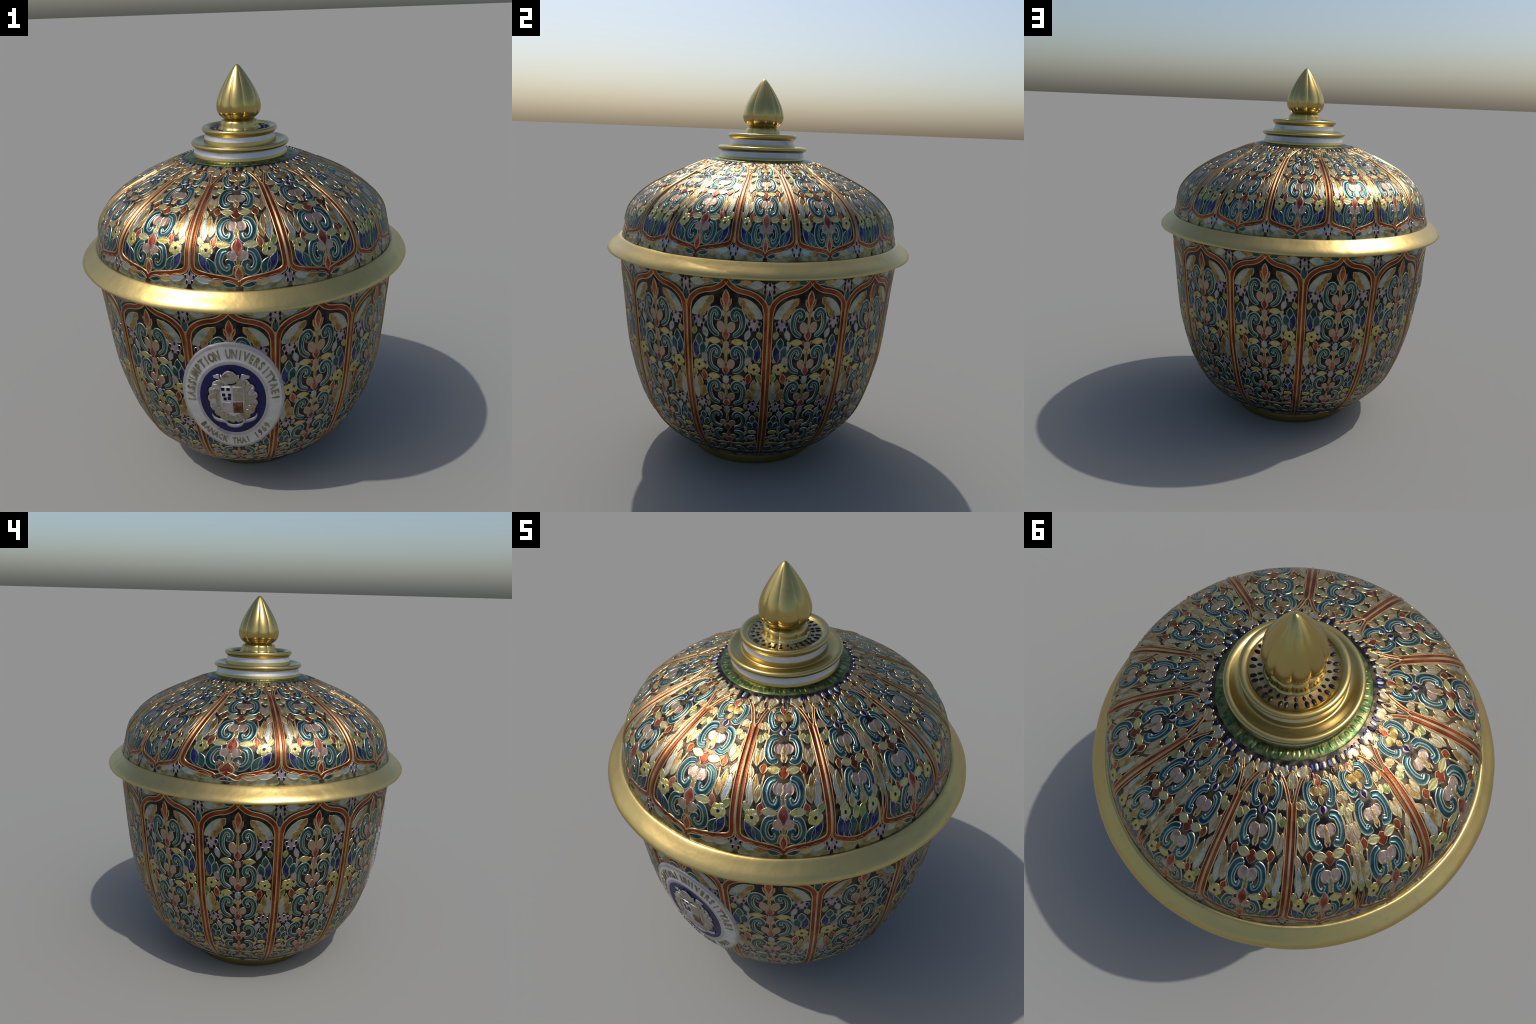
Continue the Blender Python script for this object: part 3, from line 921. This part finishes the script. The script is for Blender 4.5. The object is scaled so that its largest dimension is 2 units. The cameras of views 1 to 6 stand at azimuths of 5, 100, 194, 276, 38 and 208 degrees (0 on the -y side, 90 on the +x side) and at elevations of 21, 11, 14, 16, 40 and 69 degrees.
def bud_wobble(a, r, z):
    depth = 0.0125 * (0.32 + 0.68 * max(0, min(1, (1.90 - z) / 0.10)) ** 1.3) * max(0, min(1, (1.99 - z) / 0.06)) * min(1, (z - 1.745) / 0.03)
    if abs((a - radians(18) + pi) % (2 * pi) - pi) < radians(30):
        depth *= 0.8
    return (lobes(a) - 0.72) * depth


bud = put("bud_finial", lathe_mesh("bud_finial", [
    (0.068, 1.750), (0.0705, 1.7535), (0.0775, 1.7590), (0.0860, 1.7660), (0.0935, 1.7745), (0.0995, 1.7850), (0.1030, 1.7970), (0.1043, 1.8100), (0.1032, 1.8230),
    (0.1002, 1.8390), (0.0958, 1.8540), (0.0895, 1.8710), (0.0815, 1.8885), (0.0720, 1.9060), (0.0620, 1.9230), (0.0515, 1.9400), (0.0410, 1.9560), (0.0305, 1.9710),
    (0.0205, 1.9840), (0.0125, 1.9930), (0.0065, 1.9980), (0.0001, 2.0000)], "budgold", seg=240, wobble=bud_wobble), jar)


def collar_wobble(a, r, z):
    return (lobes(a) - 0.7) * 0.005 * min(1, (1.7545 - z) / 0.01)


collar = put("collar", lathe_mesh("collar", [
    (0.100, 1.705), (0.0990, 1.7110), (0.0945, 1.7135), (0.0918, 1.7190), (0.0905, 1.7270), (0.0895, 1.7360), (0.0870, 1.7430), (0.0815, 1.7485), (0.0745, 1.7510), (0.066, 1.7520)],
    "budgold", seg=240, wobble=collar_wobble), bud)

# --- oval seal on the front
SEAL = Panel(BODY, lambda z: radians(-90.3) - radians(18.8), lambda z: radians(-90.3) + radians(18.8), radians(18.8))


def seal_pt(x, y, h):
    z = SEAL_Z + y * SEAL_HZ
    return BODY.point(radians(-90.3 + 18.8 * x), z, h)


def disc(name, rings, seg=96, cx=0.0, cy=0.0):
    """Concentric rings (radius, height, material) in seal coordinates, outermost first."""
    p = Piece(name)
    rows = [[seal_pt(cx + q[0] * cos(2 * pi * k / seg), cy + q[0] * sin(2 * pi * k / seg), q[1]) for k in range(seg)] for q in rings]
    p.grid(rows, lambda i, j: rings[i][2], closed=True)
    return p.mesh()


H0 = 0.0085
medal = put("medallion", disc("medallion", [(1.0, -0.002, "sealrim"), (0.99, 0.006, "sealrim"), (0.965, H0, "sealrim"), (0.93, H0 + 0.0006, "seal"), (0.86, H0, "seal"),
                                            (0.80, H0, "seal"), (0.74, H0, "seal"), (0.70, H0, "seal"), (0.69, H0 + 0.0015, "sealrim"), (0.645, H0 + 0.0015, "sealrim"),
                                            (0.632, H0, "navy"), (0.5, H0, "navy"), (0.4, H0, "navy"), (0.3, H0, "navy"), (0.2, H0, "navy"), (0.1, H0, "navy"), (0.002, H0, "navy")]), body)


def plate(name, outline, key, h, edge=None, lift=0.0015, parent=None):
    """Raised flat shape: a fan of rings shrinking from the outline to its middle."""
    p = Piece(name)
    cx = sum(q[0] for q in outline) / len(outline)
    cy = sum(q[1] for q in outline) / len(outline)
    rows = []
    for f, hh in ((1.0, h - 0.002), (0.985, h + lift), (0.90, h + lift), (0.66, h + lift), (0.33, h + lift), (0.004, h + lift)):
        rows.append([seal_pt(cx + (x - cx) * f, cy + (y - cy) * f, hh) for x, y in outline])
    p.grid(rows, lambda i, j: (edge or key) if i < 2 else key, closed=True)
    return put(name, p.mesh(), parent or medal)


wreath = []
for k in range(120):
    a = 2 * pi * k / 120
    r = 0.395 + 0.050 * abs(sin(a * 8.5)) ** 0.6 - 0.05 * max(0, sin(a)) ** 6
    wreath.append((r * cos(a) * 1.08, 0.03 + r * sin(a)))
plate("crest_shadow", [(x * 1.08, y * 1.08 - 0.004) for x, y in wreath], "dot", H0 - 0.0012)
plate("wreath", wreath, "stone", H0, edge="sealrim")
for k in range(22):
    a = radians(-250 + 320 * k / 21)
    r0 = 0.36
    lf = []
    for i in range(12):
        t = 2 * pi * i / 12
        u, w = 0.085 * cos(t), 0.042 * sin(t) * (1 - 0.35 * cos(t))
        b = a + 0.5
        lf.append((1.06 * r0 * cos(a) + u * cos(b) - w * sin(b), 0.02 + r0 * sin(a) + u * sin(b) + w * cos(b)))
    plate("wreath_leaf", lf, random.choice(("stone", "stone", "sealrim", "beige")), H0 + 0.0012, edge="stone", lift=0.0025)
crown = [(-0.19, 0.40), (-0.20, 0.47), (-0.16, 0.46), (-0.10, 0.52), (-0.03, 0.53), (0.04, 0.52), (0.10, 0.46), (0.15, 0.47), (0.14, 0.40), (0.06, 0.33), (-0.02, 0.31), (-0.10, 0.33)]
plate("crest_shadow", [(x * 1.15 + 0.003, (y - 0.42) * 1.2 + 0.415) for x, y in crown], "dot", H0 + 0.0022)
plate("crown", crown, "stone", H0 + 0.0036, edge="sealrim")
for k in (1, -1):
    tip = [(0.10 * k, 0.41), (0.15 * k, 0.37), (0.22 * k, 0.38), (0.33 * k, 0.40), (0.34 * k, 0.44), (0.26 * k, 0.46), (0.19 * k, 0.47), (0.17 * k, 0.43)]
    plate("wreath_leaf", [(x + 0.0, y) for x, y in tip], "sealrim", H0)
shield = [(-0.23, 0.28), (0.22, 0.28), (0.235, 0.0), (0.21, -0.15), (0.12, -0.24), (0.0, -0.29), (-0.12, -0.24), (-0.22, -0.15), (-0.24, 0.0)]
sh = plate("shield", shield, "seal", H0 + 0.0022, edge="sealrim")


def quarter(x0, x1, y0, y1, key, h):
    pts = [(x0 + (x1 - x0) * i / 5, y0) for i in range(5)] + [(x1, y0 + (y1 - y0) * i / 5) for i in range(5)]
    pts += [(x1 - (x1 - x0) * i / 5, y1) for i in range(5)] + [(x0, y1 - (y1 - y0) * i / 5) for i in range(5)]
    plate("shield_quarter", pts, key, h, parent=medal)


quarter(-0.20, -0.01, 0.01, 0.26, "seal", H0 + 0.0035)
quarter(0.01, 0.20, 0.01, 0.26, "stone", H0 + 0.0035)
quarter(-0.20, -0.01, -0.20, -0.01, "sealrim", H0 + 0.0035)
quarter(0.0, 0.19, -0.21, -0.01, "brown", H0 + 0.0035)
for x, y in ((-0.17, 0.22), (-0.07, 0.22), (-0.16, 0.12), (-0.05, 0.12), (-0.14, 0.05), (-0.06, 0.06)):
    quarter(x - 0.03, x + 0.03, y - 0.026, y + 0.026, "dot", H0 + 0.0046)

rib = Piece("ribbon")
centre = smooth_line([(-0.43, -0.27), (-0.39, -0.34), (-0.30, -0.38), (-0.19, -0.395), (-0.13, -0.46), (0.0, -0.49), (0.13, -0.46), (0.19, -0.395), (0.30, -0.37), (0.40, -0.33), (0.45, -0.26)], 6)
rows = []
for i, (x, y) in enumerate(centre):
    w = 0.032
    rows.append([seal_pt(x, y + u * w, H0 + hh) for u, hh in ((-1, -0.001), (-0.9, 0.003), (0, 0.0035), (0.9, 0.003), (1, -0.001))])
rib.grid(rows, lambda i, j: "sealrim")
put("ribbon", rib.mesh(), medal)


def letters(text, mid, span, radius, size, flip):
    """Capital letters set round the seal: outward on the top arc, upright on the lower arc."""
    n = len(text)
    for i, ch in enumerate(text):
        if ch == " ":
            continue
        t = (i + 0.5) / n - 0.5
        ang = radians(mid - span * t) if not flip else radians(mid + span * t)
        cu = bpy.data.curves.new("letter", "FONT")
        cu.body = ch
        cu.align_x = "CENTER"
        cu.size = 1.0
        cu.extrude = 0.5
        cu.offset = 0.034
        cu.resolution_u = 2
        tmp = bpy.data.objects.new("tmp", cu)
        COL.objects.link(tmp)
        dg = bpy.context.evaluated_depsgraph_get()
        me = bpy.data.meshes.new_from_object(tmp.evaluated_get(dg))
        bpy.data.objects.remove(tmp)
        for v in me.vertices:
            x, y = v.co.x * size * 1.15, (v.co.y - 0.36) * size * 1.65
            if flip:
                rr, aa = radius - y, ang + x / radius
            else:
                rr, aa = radius + y, ang - x / radius
            v.co = seal_pt(rr * cos(aa), rr * sin(aa), H0 + (0.0022 if v.co.z > 0 else -0.001))
        me.materials.clear()
        me.materials.append(M["ink"])
        me.name = "letter"
        put("letter", me, medal)


letters("IASSUMPTION UNIVERSITYAEI", 92, 188, 0.815, 0.125, False)
letters("BANACK THAI 1969", 270, 112, 0.815, 0.115, True)


# --- the smallest leaves become one "stuff" part per shell, the 300 largest stay single
def reach(o):
    xs = [v.co for v in o.data.vertices]
    return max((a - xs[0]).length for a in xs)


leaves = sorted((o for o in list(COL.objects) if o.name.split(".")[0] == "leaf"), key=reach, reverse=True)
small = {shell: [q for q in leaves[300:] if q.parent == shell] for shell in (body, lid)}
for shell, group in small.items():
    gather = Piece("small_leaf")
    for o in group:
        base, c, sn = len(gather.v), cos(o.rotation_euler[2]), sin(o.rotation_euler[2])
        gather.v.extend((v.co.x * c - v.co.y * sn, v.co.x * sn + v.co.y * c, v.co.z) for v in o.data.vertices)
        keys = [next(k for k in M if M[k] == m) for m in o.data.materials]
        for f in o.data.polygons:
            gather.f.append(tuple(base + i for i in f.vertices))
            gather.m.append(gather.slot(keys[f.material_index]))
        bpy.data.objects.remove(o)
    if gather.f:
        put("small_leaf", gather.mesh(), shell)["kind"] = "stuff"
